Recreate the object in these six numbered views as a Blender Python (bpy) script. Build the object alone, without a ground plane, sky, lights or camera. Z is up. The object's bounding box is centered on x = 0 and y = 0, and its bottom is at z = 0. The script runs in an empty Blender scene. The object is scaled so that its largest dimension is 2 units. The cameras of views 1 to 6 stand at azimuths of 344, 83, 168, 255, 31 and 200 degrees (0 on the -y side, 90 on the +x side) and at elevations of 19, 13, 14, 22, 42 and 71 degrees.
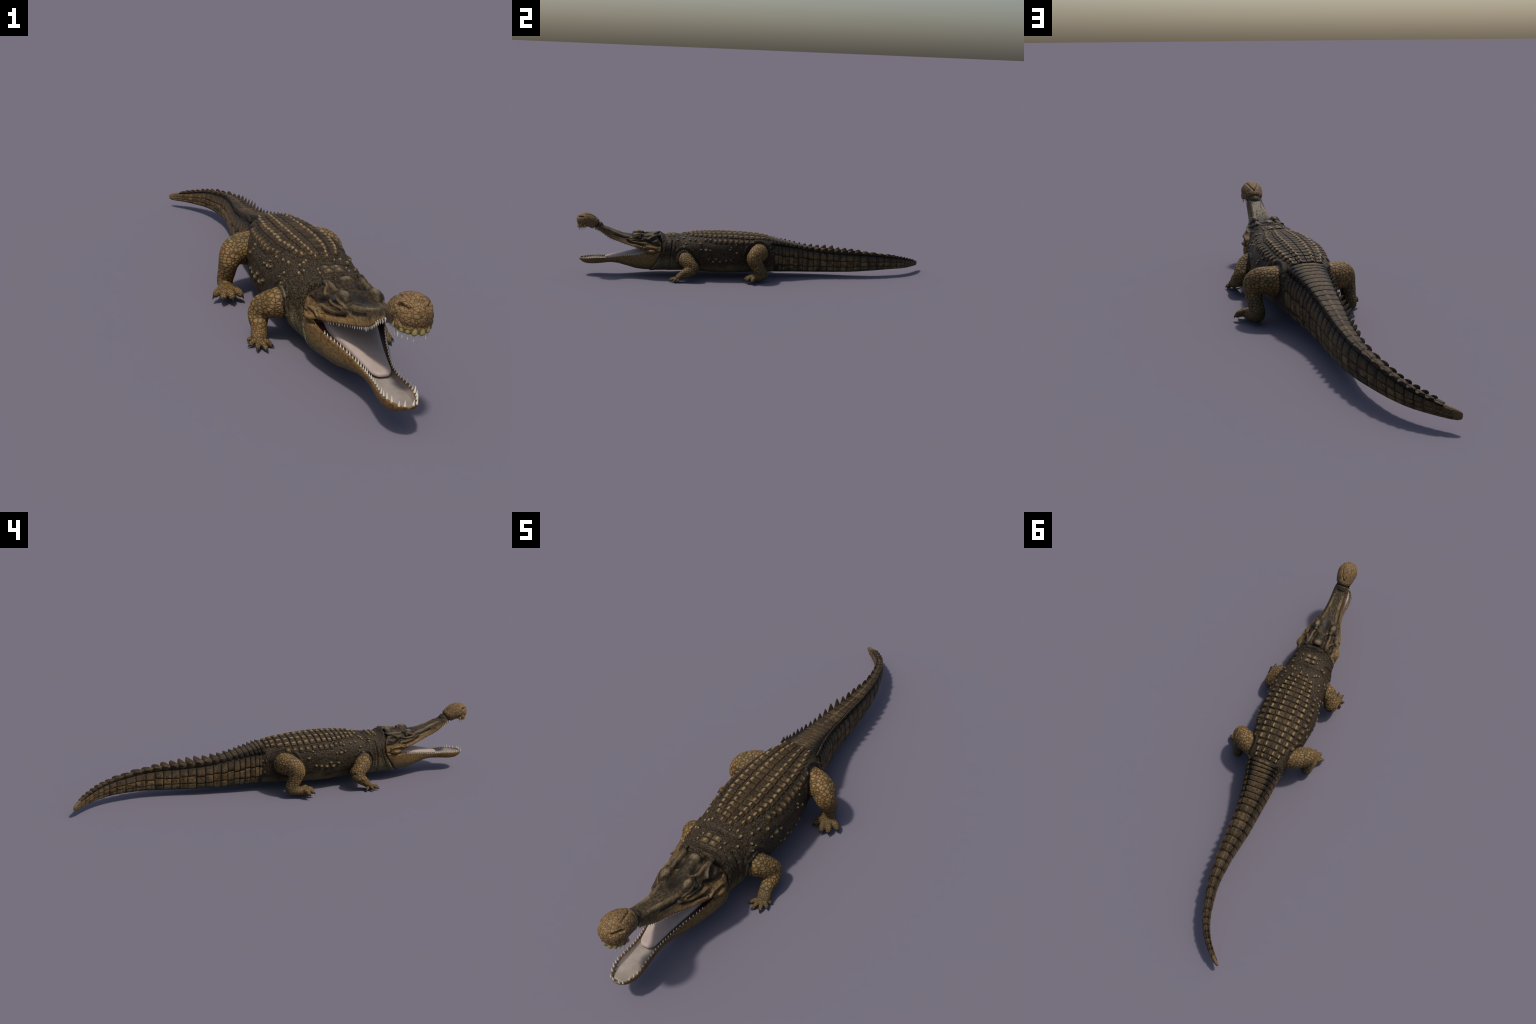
import bpy, math, random
import numpy as np
from mathutils import Vector, Matrix

random.seed(7)
rng = np.random.default_rng(7)
COL = bpy.context.scene.collection
MID = 0.005            # the head's own mirror plane
VOXEL = 0.0021


# ------------------------------------------------------------------ helpers
def curve(xs, ys):
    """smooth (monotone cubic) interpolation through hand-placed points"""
    xs, ys = np.asarray(xs, float), np.asarray(ys, float)
    h = np.diff(xs)
    d = np.diff(ys) / h
    m = np.zeros_like(ys)
    m[1:-1] = np.where(d[:-1] * d[1:] > 0, 2 * d[:-1] * d[1:] / (d[:-1] + d[1:] + 1e-12 * np.sign(d[1:])), 0)
    m[0], m[-1] = d[0], d[-1]

    def f(x):
        x = np.clip(np.asarray(x, float), xs[0], xs[-1])
        i = np.clip(np.searchsorted(xs, x) - 1, 0, len(h) - 1)
        t = (x - xs[i]) / h[i]
        return ((2 * t**3 - 3 * t**2 + 1) * ys[i] + (t**3 - 2 * t**2 + t) * h[i] * m[i]
                + (3 * t**2 - 2 * t**3) * ys[i + 1] + (t**3 - t**2) * h[i] * m[i + 1])
    return f


def sm(x, a, b):
    t = np.clip((x - a) / (b - a), 0, 1)
    return t * t * (3 - 2 * t)


def norm(v):
    return v / (np.linalg.norm(v, axis=-1, keepdims=True) + 1e-12)


def catmull(P, n):
    P = np.asarray(P, float)
    Q = np.vstack([2 * P[0] - P[1], P, 2 * P[-1] - P[-2]])
    t = np.linspace(0, len(P) - 1, n)
    i = np.minimum(t.astype(int), len(P) - 2)
    f = (t - i)[:, None]
    a, b, c, d = Q[i], Q[i + 1], Q[i + 2], Q[i + 3]
    return 0.5 * (2 * b + (c - a) * f + (2 * a - 5 * b + 4 * c - d) * f**2 + (3 * b - 3 * c + d - a) * f**3)


def mesh_from(name, V, F):
    me = bpy.data.meshes.new(name)
    me.from_pydata([tuple(v) for v in V], [], [tuple(int(i) for i in f) for f in F])
    me.update()
    return me


def loft(rings):
    """closed tube through rings of equal length, ends fanned shut"""
    n = len(rings[0])
    V = np.vstack(rings)
    F = []
    for i in range(len(rings) - 1):
        for j in range(n):
            k = (j + 1) % n
            F.append((i * n + j, i * n + k, (i + 1) * n + k, (i + 1) * n + j))
    V = np.vstack([V, np.mean(rings[0], 0), np.mean(rings[-1], 0)])
    a, b, off = len(V) - 2, len(V) - 1, (len(rings) - 1) * n
    for j in range(n):
        k = (j + 1) % n
        F.append((a, k, j))
        F.append((b, off + j, off + k))
    return V, F


def add(name, me, parent=None, mat=None, smooth=True):
    ob = bpy.data.objects.new(name, me)
    COL.objects.link(ob)
    if parent is not None:
        ob.parent = parent
    if mat is not None and not me.materials:
        me.materials.append(mat)
    if smooth:
        me.polygons.foreach_set("use_smooth", np.ones(len(me.polygons), bool))
    return ob


# ------------------------------------------------------------------ trunk + tail : one long loft
# y, mid x, half width, top z, bottom z, height of the widest level (0..1), superellipse power
TRUNK = np.array([
    (-0.545, .003, .094, .222, .036, .52, 2.5),
    (-0.50, .001, .103, .229, .027, .52, 2.5),
    (-0.45, .000, .113, .230, .029, .50, 2.5),
    (-0.40, .001, .119, .233, .030, .50, 2.5),
    (-0.35, .003, .123, .239, .029, .50, 2.6),
    (-0.30, .004, .127, .243, .026, .50, 2.6),
    (-0.20, .003, .136, .244, .021, .50, 2.6),
    (-0.10, .001, .125, .241, .022, .51, 2.6),
    (0.00, .001, .104, .234, .024, .52, 2.7),
    (0.05, .002, .094, .226, .025, .53, 2.8),
    (0.10, .002, .083, .213, .025, .54, 2.9),
    (0.15, -.001, .074, .201, .024, .55, 3.1),
    (0.20, -.004, .067, .189, .024, .56, 3.3),
    (0.25, -.006, .060, .177, .023, .56, 3.4),
    (0.30, -.007, .054, .166, .022, .56, 3.4),
    (0.35, -.006, .050, .158, .022, .56, 3.4),
    (0.40, -.005, .046, .152, .022, .56, 3.3),
    (0.45, -.002, .041, .147, .022, .56, 3.2),
    (0.50, .001, .036, .143, .023, .56, 3.1),
    (0.55, .003, .032, .140, .024, .56, 3.0),
    (0.60, .003, .0285, .137, .026, .56, 2.9),
    (0.65, .001, .025, .132, .029, .56, 2.8),
    (0.70, -.005, .022, .126, .031, .56, 2.8),
    (0.75, -.015, .020, .118, .033, .56, 2.8),
    (0.80, -.027, .018, .111, .034, .55, 2.7),
    (0.85, -.045, .0165, .101, .033, .54, 2.6),
    (0.90, -.072, .0155, .087, .031, .52, 2.5),
    (0.95, -.112, .0145, .072, .030, .5, 2.4),
    (0.98, -.143, .0135, .062, .029, .5, 2.4),
    (0.993, -.158, .011, .057, .029, .5, 2.3),
    (1.000, -.168, .005, .051, .033, .5, 2.0)])
tX, tA, tT, tB, tM, tP = (curve(TRUNK[:, 0], TRUNK[:, k]) for k in range(1, 7))


def frame(y):
    """spine point and lateral direction at y"""
    s = (tX(y + 0.004) - tX(y - 0.004)) / 0.008
    s = np.clip(s, -1.2, 1.2)
    l = np.sqrt(1 + s * s)
    return tX(y), 1 / l, -s / l


tK = curve([-.6, .06, .16, .30, .45, .75, .95, 1.0], [0, 0, .12, .24, .27, .24, .12, .05])


def taper(y, h):
    """the tail narrows from its widest level up to the crests"""
    return 1 - tK(y) * np.clip(h, 0, 1) ** 1.5


def trunk_at(y, lat, z):
    x0, nx, ny = frame(y)
    return np.stack([x0 + lat * nx, y + lat * ny, z + 0 * x0], -1)


def width_scale(y):
    _, nx, _ = frame(y)
    return tA(y) * nx        # table widths are measured along x


def trunk_round(y, ang):
    """ang 0 = top, pi/2 = +x side, pi = belly"""
    a, zt, zb, m, p = width_scale(y), tT(y), tB(y), tM(y), tP(y)
    zc = zb + m * (zt - zb)
    s, c = np.sin(ang), np.cos(ang)
    lat = a * np.sign(s) * np.abs(s) ** (2 / p)
    h = np.sign(c) * np.abs(c) ** (2 / p)
    return trunk_at(y, lat * taper(y, h), zc + np.where(c > 0, zt - zc, zc - zb) * h)


def trunk_top(y, x):
    """surface point above lateral offset x"""
    a, zt, zb, m, p = width_scale(y), tT(y), tB(y), tM(y), tP(y)
    zc = zb + m * (zt - zb)
    h = np.ones_like(np.asarray(x, float) + 0 * y)
    for _ in range(8):
        q = np.clip(np.abs(x) / (a * taper(y, h)), 0, .995)
        h = .5 * h + .5 * (1 - q**p) ** (1 / p)
    return trunk_at(y, x, zc + (zt - zc) * h)


def trunk_side(y, z, side):
    a, zt, zb, m, p = width_scale(y), tT(y), tB(y), tM(y), tP(y)
    zc = zb + m * (zt - zb)
    q = np.clip(np.where(z > zc, (z - zc) / (zt - zc), (zc - z) / (zc - zb)), 0, .995)
    return trunk_at(y, side * a * (1 - q**p) ** (1 / p) * np.where(z > zc, taper(y, q), 1), z)


pieces = []
ys = np.concatenate([np.linspace(-0.545, 0.95, 240), np.linspace(0.955, 1.0, 26)])
angs = np.linspace(0, 2 * np.pi, 96, endpoint=False)
pieces.append(loft([trunk_round(np.full_like(angs, y), angs) for y in ys]))

# ------------------------------------------------------------------ skull, snout and jaws
# y, top z, half width of the skull roof, half width at the lip, lip z
UPPER = np.array([
    (-0.50, .224, .060, .092, .120), (-0.54, .228, .060, .098, .130), (-0.58, .229, .060, .103, .143),
    (-0.62, .227, .058, .0975, .152), (-0.65, .226, .054, .0905, .161), (-0.68, .225, .049, .080, .169),
    (-0.71, .2245, .042, .067, .177), (-0.74, .229, .036, .056, .185), (-0.775, .240, .032, .046, .1955),
    (-0.805, .251, .029, .041, .2065), (-0.84, .267, .027, .039, .226), (-0.868, .279, .026, .038, .247),
    (-0.89, .287, .024, .035, .260), (-0.905, .300, .022, .033, .270)])[::-1]
uT, uR, uW, uZ = (curve(UPPER[:, 0], UPPER[:, k]) for k in range(1, 5))


def upper_ring(y):
    zt, wt, wb, zb = uT(y), uR(y), uW(y), uZ(y)
    h = zt - zb
    half = [(0, zt + .001), (.55 * wt, zt), (wt, zt - .13 * h), (.55 * wt + .47 * wb, zb + .52 * h),
            (wb, zb + .12 * h), (.97 * wb, zb), (.86 * wb, zb + .004), (.5 * wb, zb + .007), (0, zb + .008)]
    P = catmull(half, 44)
    P = np.vstack([P, np.stack([-P[-2:0:-1, 0], P[-2:0:-1, 1]], 1)])
    return np.stack([MID + P[:, 0], np.full(len(P), y), P[:, 1]], 1)


pieces.append(loft([upper_ring(y) for y in np.linspace(-0.50, -0.905, 110)]))

# y, half width, rim z, bottom z, depth of the trough
LOWER = np.array([
    (-0.52, .094, .120, .030, .000), (-0.55, .100, .135, .030, .000), (-0.58, .1045, .146, .031, .000),
    (-0.61, .100, .147, .032, .012), (-0.64, .090, .135, .034, .016), (-0.675, .078, .124, .038, .016),
    (-0.71, .066, .1175, .048, .015), (-0.745, .056, .112, .057, .014), (-0.775, .048, .107, .064, .014),
    (-0.815, .041, .1005, .067, .013), (-0.85, .0395, .098, .064, .013), (-0.885, .0415, .097, .061, .013),
    (-0.92, .0435, .0955, .0595, .013), (-0.94, .0415, .0945, .060, .013), (-0.962, .034, .0935, .066, .012),
    (-0.975, .025, .093, .073, .009), (-0.985, .013, .092, .082, .003), (-0.988, .006, .0905, .085, .001)])[::-1]
lW, lR, lZ, lD = (curve(LOWER[:, 0], LOWER[:, k]) for k in range(1, 5))


def lower_ring(y):
    w, r, b, d = lW(y), lR(y), lZ(y), lD(y)
    h = r - b
    e = min(.0045, w * .3)
    half = [(0, r - d), (.55 * w, r - d * .95), (w - 2 * e, r - d * .5), (w - e, r), (w - .2 * e, r - .05 * h),
            (w, r - .30 * h), (.90 * w, b + .34 * h), (.62 * w, b + .09 * h), (.25 * w, b), (0, b)]
    P = catmull(half, 48)
    P = np.vstack([P, np.stack([-P[-2:0:-1, 0], P[-2:0:-1, 1]], 1)])
    return np.stack([MID + P[:, 0], np.full(len(P), y), P[:, 1]], 1)


pieces.append(loft([lower_ring(y) for y in np.linspace(-0.52, -0.988, 150)]))


def tube(nodes, n=28, k=9, close=True):
    """tube along nodes (x, y, z, radius, x-squash, z-squash) with rounded ends"""
    N = np.asarray(nodes, float)
    S = catmull(N, (len(N) - 1) * k + 1)
    C, R = S[:, :3], S[:, 3]
    T = norm(np.gradient(C, axis=0))
    up = np.array([0.31, 0.2, 0.93])
    rings = []

    def ring(c, t, r, sx, sz):
        a = norm(np.cross(t, up))
        b = np.cross(t, a)
        th = np.linspace(0, 2 * np.pi, n, endpoint=False)[:, None]
        o = r * (np.cos(th) * a + np.sin(th) * b)
        return c + o * np.array([sx, 1, sz])
    for e in (88, 70, 45, 22):
        f = math.radians(e)
        rings.append(ring(C[0] - T[0] * R[0] * math.sin(f) * .8, T[0], R[0] * math.cos(f), S[0, 4], S[0, 5]))
    for i in range(len(S)):
        rings.append(ring(C[i], T[i], R[i], S[i, 4], S[i, 5]))
    for e in (22, 45, 70, 88):
        f = math.radians(e)
        rings.append(ring(C[-1] + T[-1] * R[-1] * math.sin(f) * .8, T[-1], R[-1] * math.cos(f), S[-1, 4], S[-1, 5]))
    return loft(rings)


# the swollen knob at the end of the snout
pieces.append(tube([(MID, -.874, .267, .025, 1.1, 1), (MID, -.890, .277, .0285, 1.12, 1), (MID + .001, -.908, .288, .0340, 1.17, 1),
                    (MID + .002, -.930, .300, .0385, 1.17, 1), (MID + .002, -.953, .305, .0405, 1.13, 1), (MID + .002, -.970, .302, .0365, 1.10, 1)], 40))
pieces.append(tube([(MID - .028, -.960, .283, .0165, 1, 1), (MID - .015, -.973, .279, .0165, 1, 1), (MID + .002, -.977, .277, .0165, 1, 1),
                    (MID + .019, -.973, .279, .0165, 1, 1), (MID + .032, -.960, .283, .0165, 1, 1)], 24))

def ellipsoid(c, r, n=32, m=20):
    th = np.linspace(0, 2 * np.pi, n, endpoint=False)
    return loft([np.array(c) + np.array(r) * np.stack([math.sin(p) * np.cos(th), math.sin(p) * np.sin(th), np.full(n, math.cos(p))], 1) for p in np.linspace(.05, np.pi - .05, m)])


# swellings of the skull roof: brows over the eyes, crown at the back
for s in (-1, 1):
    pieces.append(ellipsoid((MID + s * .042, -.666, .2220), (.0195, .031, .0215)))
pieces.append(ellipsoid((MID, -.572, .225), (.029, .027, .0165)))

# ------------------------------------------------------------------ limbs
LIMBS = {
    "forelimb_right": dict(
        chain=[(-.085, -.400, .117, .044, 1, 1), (-.124, -.396, .112, .042, 1, 1), (-.149, -.374, .098, .036, 1, 1), (-.159, -.352, .078, .0325, 1, 1),
               (-.166, -.370, .060, .029, 1, 1), (-.170, -.396, .040, .0225, 1, 1), (-.175, -.414, .025, .0195, 1.15, .8), (-.178, -.422, .017, .0150, 1.30, .72)],
        base=(-.178, -.420, .018), toe_r=.0068, claw=.010, z=.0035,
        toes=[(-.200, -.397, 0), (-.202, -.428, 1), (-.190, -.458, 1), (-.167, -.464, 1), (-.147, -.440, 1)]),
    "forelimb_left": dict(
        chain=[(.085, -.402, .115, .044, 1, 1), (.122, -.396, .108, .042, 1, 1), (.146, -.376, .090, .036, 1, 1), (.157, -.357, .068, .0325, 1, 1),
               (.167, -.385, .053, .029, 1, 1), (.170, -.418, .036, .0225, 1, 1), (.174, -.438, .024, .0195, 1.15, .8), (.175, -.446, .016, .0150, 1.30, .72)],
        base=(.175, -.444, .017), toe_r=.0068, claw=.010, z=.0030,
        toes=[(.143, -.470, 1), (.161, -.486, 1), (.186, -.483, 1), (.199, -.462, 1), (.200, -.440, 0)]),
    "hindlimb_right": dict(
        chain=[(-.050, -.004, .138, .056, 1, 1), (-.108, -.010, .144, .052, 1, 1), (-.147, -.032, .144, .047, 1, 1), (-.169, -.050, .130, .041, .9, 1), (-.174, -.044, .105, .037, .8, 1),
               (-.175, -.026, .066, .031, .86, 1), (-.176, -.016, .043, .028, .92, 1), (-.178, -.034, .033, .024, 1, 1), (-.181, -.062, .029, .0215, 1.3, .95), (-.184, -.082, .026, .018, 1.75, .9)],
        base=(-.182, -.066, .029), toe_r=.0122, claw=.0145, z=.020,
        toes=[(-.224, -.095, 1), (-.205, -.120, 1), (-.178, -.124, 1), (-.147, -.106, 1)]),
    "hindlimb_left": dict(
        chain=[(.050, .006, .140, .056, 1, 1), (.110, .006, .147, .051, 1, 1), (.150, -.010, .147, .046, 1, 1), (.172, -.026, .130, .041, .9, 1), (.175, -.012, .100, .037, .8, 1),
               (.170, .014, .062, .031, .86, 1), (.166, .030, .041, .028, .92, 1), (.170, .014, .030, .024, 1, 1), (.178, -.010, .026, .0215, 1.3, .95), (.184, -.028, .023, .018, 1.7, .9)],
        base=(.181, -.012, .026), toe_r=.0122, claw=.0145, z=.012,
        toes=[(.152, -.052, 1), (.185, -.070, 1), (.209, -.063, 1), (.229, -.036, 1)]),
}
for L in LIMBS.values():
    pieces.append(tube(L["chain"], 32))
    b = np.array(L["base"])
    for tx, ty, _ in L["toes"]:
        e = np.array([tx, ty, L["z"] + L["toe_r"] * .5])
        r = L["toe_r"]
        m = b * .45 + e * .55 + np.array([0, 0, r * .55])
        pieces.append(tube([(*b, r * 1.05, 1, 1), (*m, r * 1.08, 1, 1), (*(m * .35 + e * .65 + np.array([0, 0, r * .25])), r, 1, 1), (*e, r * .78, 1, 1)], 14, 5))

# ------------------------------------------------------------------ fuse everything into one skin
V, F, off = [], [], 0
for v, f in pieces:
    V.append(v)
    F += [tuple(i + off for i in q) for q in f]
    off += len(v)
raw = bpy.data.objects.new("raw", mesh_from("raw", np.vstack(V), F))
COL.objects.link(raw)
mod = raw.modifiers.new("fuse", "REMESH")
mod.mode, mod.voxel_size, mod.adaptivity = "VOXEL", VOXEL, 0
dg = bpy.context.evaluated_depsgraph_get()
fused = bpy.data.meshes.new_from_object(raw.evaluated_get(dg))
bpy.data.objects.remove(raw)


def arrays(me):
    v = np.empty(len(me.vertices) * 3)
    me.vertices.foreach_get("co", v)
    ls = np.empty(len(me.loops), int)
    me.loops.foreach_get("vertex_index", ls)
    return v.reshape(-1, 3), ls.reshape(-1, 4)


V, Q = arrays(fused)
E = np.vstack([Q[:, [0, 1]], Q[:, [1, 2]], Q[:, [2, 3]], Q[:, [3, 0]]])
deg = np.bincount(E[:, 0], minlength=len(V)) + np.bincount(E[:, 1], minlength=len(V))


def laplace(V):
    s = np.stack([np.bincount(E[:, 0], V[E[:, 1], k], len(V)) + np.bincount(E[:, 1], V[E[:, 0], k], len(V)) for k in range(3)], 1)
    return s / deg[:, None] - V


def normals(V):
    n = np.cross(V[Q[:, 2]] - V[Q[:, 0]], V[Q[:, 3]] - V[Q[:, 1]])
    out = np.stack([sum(np.bincount(Q[:, c], n[:, k], len(V)) for c in range(4)) for k in range(3)], 1)
    return norm(out)


def capsules(P, chain):
    """signed distance of points to a chain of tapering capsules"""
    best = np.full(len(P), 9.0)
    C = np.asarray(chain)
    for a, b in zip(C[:-1], C[1:]):
        ab = b[:3] - a[:3]
        t = np.clip(((P - a[:3]) @ ab) / (ab @ ab), 0, 1)
        d = np.linalg.norm(P - a[:3] - t[:, None] * ab, axis=1) - (a[3] + t * (b[3] - a[3]))
        best = np.minimum(best, d)
    return best


def trunk_field(P):
    y = np.clip(P[:, 1], -.545, .999)
    x0, nx, ny = frame(y)
    a, zt, zb, m, p = width_scale(y), tT(y), tB(y), tM(y), tP(y)
    zc = zb + m * (zt - zb)
    lat = np.abs(P[:, 0] - x0) / (a * taper(y, (P[:, 2] - zc) / (zt - zc)))
    h = np.abs(P[:, 2] - zc) / np.where(P[:, 2] > zc, zt - zc, zc - zb)
    return (lat**p + h**p) ** (1 / p)


for lam in (.5, -.52) * 4:
    V = V + lam * laplace(V)
field = trunk_field(V)
limbd = {k: capsules(V, L["chain"]) for k, L in LIMBS.items()}
near = np.min(np.stack(list(limbd.values())), 0)
blend = np.exp(-((field - 1.03) / .06) ** 2) * sm(-np.abs(near), -.018, -.004)
throat = sm(V[:, 1], -.66, -.63) * (1 - sm(V[:, 1], -.53, -.49)) * sm(-V[:, 2], -.215, -.185)
brow = (((V - np.array([MID, -.67, .22])) / np.array([.075, .05, .03])) ** 2).sum(1) < 1
toes = sm(-V[:, 2], -.045, -.02) * sm(field, 1.1, 1.3)
wt = np.clip(blend + .9 * throat, 0, 1)[:, None]
for _ in range(8):
    V = V + .4 * brow[:, None] * laplace(V)
for _ in range(26):
    V = V + .5 * wt * laplace(V)
joint = (sm(-near, -.016, -.008) * sm(field, 1.02, 1.12) * sm(V[:, 2], .030, .048))[:, None]
for _ in range(40):
    V = V + .5 * joint * laplace(V)

# ------------------------------------------------------------------ sculpting brushes
def fold(pts, r, amt):
    stroke(pts, r, amt)
    if pts[0][1] < -.55 or pts[-1][1] < -.545:
        (RIDGES if amt > 0 else GROOVES).append((pts, r))


def snap(P, region):
    S = V[region]
    return np.array([S[np.argmin(((S - p) ** 2).sum(1))] for p in P])


def put(idx, w, amt, direction):
    if direction is None:
        V[idx] += amt * w[:, None] * NRM[idx]
    else:
        V[idx] += amt * w[:, None] * norm(np.array(direction, float))


def ball(c, r, amt, direction=None, mirror=True):
    for s in ((1, -1) if mirror and abs(c[0]) > 1e-6 else (1,)):
        cc = np.array([MID + s * c[0], c[1], c[2]])
        d2 = (((V - cc) / np.array(r)) ** 2).sum(1)
        i = np.where(d2 < 1)[0]
        dr = None if direction is None else (s * direction[0], direction[1], direction[2])
        put(i, (1 - d2[i]) ** 2, amt, dr)


def stroke(pts, r, amt, direction=None, mirror=True, closed=False, snapped=True):
    for s in ((1, -1) if mirror else (1,)):
        P = np.array([(MID + s * p[0], p[1], p[2]) for p in pts], float)
        L = np.linalg.norm(np.diff(P, axis=0), axis=1).sum()
        P = catmull(P, max(4, int(L / .0035)))
        lo, hi = P.min(0) - .03, P.max(0) + .03
        reg = np.where(np.all((V > lo) & (V < hi), 1))[0]
        if len(reg) == 0:
            continue
        if snapped:
            P = snap(P, reg)
        d = np.full(len(reg), 9.0)
        for a, b in zip(P[:-1], P[1:]):
            ab = b - a
            t = np.clip(((V[reg] - a) @ ab) / (ab @ ab + 1e-12), 0, 1)
            d = np.minimum(d, np.linalg.norm(V[reg] - a - t[:, None] * ab, axis=1))
        k = d < r
        dr = None if direction is None else (s * direction[0], direction[1], direction[2])
        put(reg[k], (1 - (d[k] / r) ** 2) ** 2, amt, dr)


RIDGES, GROOVES = [], []       # kept, so that the colour can follow the folds
NRM = normals(V)
# skull roof
ball((0, -.672, .226), (.026, .050, .02), -.007, (0, 0, 1))
ball((0, -.570, .240), (.026, .024, .02), .003, (0, 0, 1))
ball((0, -.602, .230), (.026, .026, .025), .006, (0, 0, 1))
ball((.026, -.612, .227), (.017, .034, .02), -.009, (0, 0, 1))
ball((.028, -.560, .230), (.014, .024, .02), -.006, (0, 0, 1))
NRM = normals(V)
fold([(.037, -.636, .238), (.046, -.613, .230), (.044, -.587, .230), (.047, -.552, .228)], .010, .010)
fold([(.034, -.640, .235), (.020, -.632, .228)], .006, .004)
# eye, lids and the folds under it
ball((.068, -.651, .219), (.012, .018, .009), -.006)
NRM = normals(V)
fold([(.050, -.706, .214), (.060, -.682, .222), (.064, -.658, .229), (.064, -.634, .222)], .0065, .0035)
fold([(.058, -.690, .209), (.069, -.662, .209), (.071, -.636, .213)], .006, .006)
fold([(.060, -.695, .203), (.073, -.660, .202), (.077, -.625, .204)], .005, -.005)
fold([(.046, -.722, .208), (.064, -.685, .197), (.078, -.645, .192), (.086, -.615, .194)], .009, .008)
fold([(.052, -.714, .199), (.069, -.682, .188), (.081, -.645, .182), (.091, -.618, .178)], .006, -.006)
fold([(.060, -.700, .182), (.076, -.668, .176), (.087, -.640, .170)], .009, .004)
fold([(.087, -.642, .166), (.093, -.628, .180), (.090, -.616, .196)], .005, -.0055)
fold([(.081, -.654, .163), (.087, -.640, .178), (.084, -.632, .189)], .0045, -.004)
fold([(.092, -.632, .168), (.098, -.616, .180), (.094, -.604, .194)], .007, .004)
fold([(.036, -.712, .222), (.029, -.745, .229), (.024, -.79, .246), (.022, -.83, .264)], .010, .003)
fold([(.048, -.705, .210), (.041, -.74, .213), (.034, -.79, .230)], .007, -.003)
for k in range(16):
    ball((rng.uniform(.008, .026), -.72 - k * .010, .24 + max(0, k - 4) * .006), (.006, .010, .02), .0022)
# ear flap
fold([(.048, -.550, .229), (.056, -.572, .230), (.064, -.590, .226), (.072, -.603, .216)], .008, .010)
ball((.073, -.572, .213), (.013, .022, .011), -.011)
ball((.083, -.562, .203), (.017, .024, .014), .011)
fold([(.068, -.618, .206), (.078, -.604, .196), (.090, -.575, .187), (.096, -.548, .187)], .009, -.009)
# cheek and corner of the mouth
fold([(.090, -.640, .173), (.099, -.600, .176), (.102, -.562, .171)], .011, .007)
ball((.104, -.586, .150), (.016, .036, .013), .009)
fold([(.097, -.626, .158), (.102, -.602, .164), (.105, -.572, .163), (.104, -.546, .149)], .0055, -.008)
fold([(.097, -.628, .144), (.104, -.602, .137), (.107, -.575, .137), (.104, -.546, .148)], .0055, -.008)
# fold between head and neck
NRM = normals(V)
FOLD = [(0, -.552, .23), (.040, -.550, .228), (.068, -.540, .215), (.090, -.530, .195), (.100, -.530, .168), (.105, -.539, .130), (.097, -.564, .090), (.073, -.592, .055), (.034, -.607, .035), (0, -.612, .032)]
stroke(FOLD, .0065, -.0075)
fold([(x, y + .017, z) for x, y, z in FOLD], .018, .0035)
fold([(0, -.537, .232), (.045, -.535, .228), (.075, -.524, .21)], .011, .005)
fold([(.080, -.472, .212), (.104, -.478, .18), (.113, -.486, .13), (.105, -.488, .085), (.07, -.49, .045)], .006, -.0055)
fold([(.085, -.462, .212), (.108, -.466, .18), (.117, -.474, .13), (.108, -.476, .085)], .012, .003)
fold([(.092, -.505, .20), (.106, -.508, .165), (.108, -.522, .12), (.095, -.54, .08)], .005, -.003)
fold([(.100, -.440, .205), (.115, -.436, .17), (.121, -.440, .12), (.112, -.445, .075)], .006, -.003)
fold([(0, -.428, .236), (.05, -.430, .230), (.085, -.425, .212), (.11, -.412, .18)], .014, -.004)
fold([(0, -.512, .236), (.05, -.508, .230), (.08, -.498, .212)], .010, -.003)
# ring and grooves of the snout knob, nostrils
ring = []
for t in np.linspace(0, 2 * np.pi, 33):
    ring.append((.040 * math.sin(t), -.8915 + .0150 * math.cos(t), .2725 + .0195 * math.cos(t)))
stroke(ring, .0075, -.0075, mirror=False)
ring2 = [(x, y - .013, z + .011) for x, y, z in ring]
stroke(ring2, .009, .0008, mirror=False)
stroke([(.027, -.945, .34), (.020, -.922, .332), (.011, -.905, .32), (0, -.893, .308)], .006, -.003)
stroke([(.040, -.958, .325), (.033, -.974, .328), (.022, -.985, .325)], .0055, -.0075)
ball((0, -.938, .258), (.034, .030, .022), .007, (0, 0, 1))
# sockets of the teeth: knobbly lips
for k in range(27):
    y = -.672 - k * .0083
    ball((float(uW(y)) * .98, y, float(uZ(y)) + .003), (.006, .0036, .006), .0016)
for k in range(31):
    y = -.665 - k * .0098
    ball((float(lW(y)) - .001, y, float(lR(y)) - .003), (.006, .0042, .007), .0018)
# folds around the thighs and the shoulders
NRM = normals(V)
for s, y0 in ((-1, -.006), (1, .006)):
    arc = [(s * .112 - MID, y0 - .085, .140), (s * .112 - MID, y0 - .055, .198), (s * .092 - MID, y0 - .01, .222), (s * .084 - MID, y0 + .04, .206), (s * .082 - MID, y0 + .064, .16)]
    stroke(arc, .012, .004, mirror=False)
for s in (-1, 1):
    arc = [(s * .122 - MID, -.462, .10), (s * .122 - MID, -.452, .155), (s * .121 - MID, -.41, .187), (s * .127 - MID, -.362, .160)]
    stroke(arc, .009, .004, mirror=False)
softly = (sm(-V[:, 1], .54, .56) * sm(V[:, 2], .0, .01) * (1 - sm(-V[:, 1], .66, .72)) * sm(V[:, 2], .16, .18))[:, None]
for _ in range(9):
    V = V + .5 * softly * laplace(V)
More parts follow.
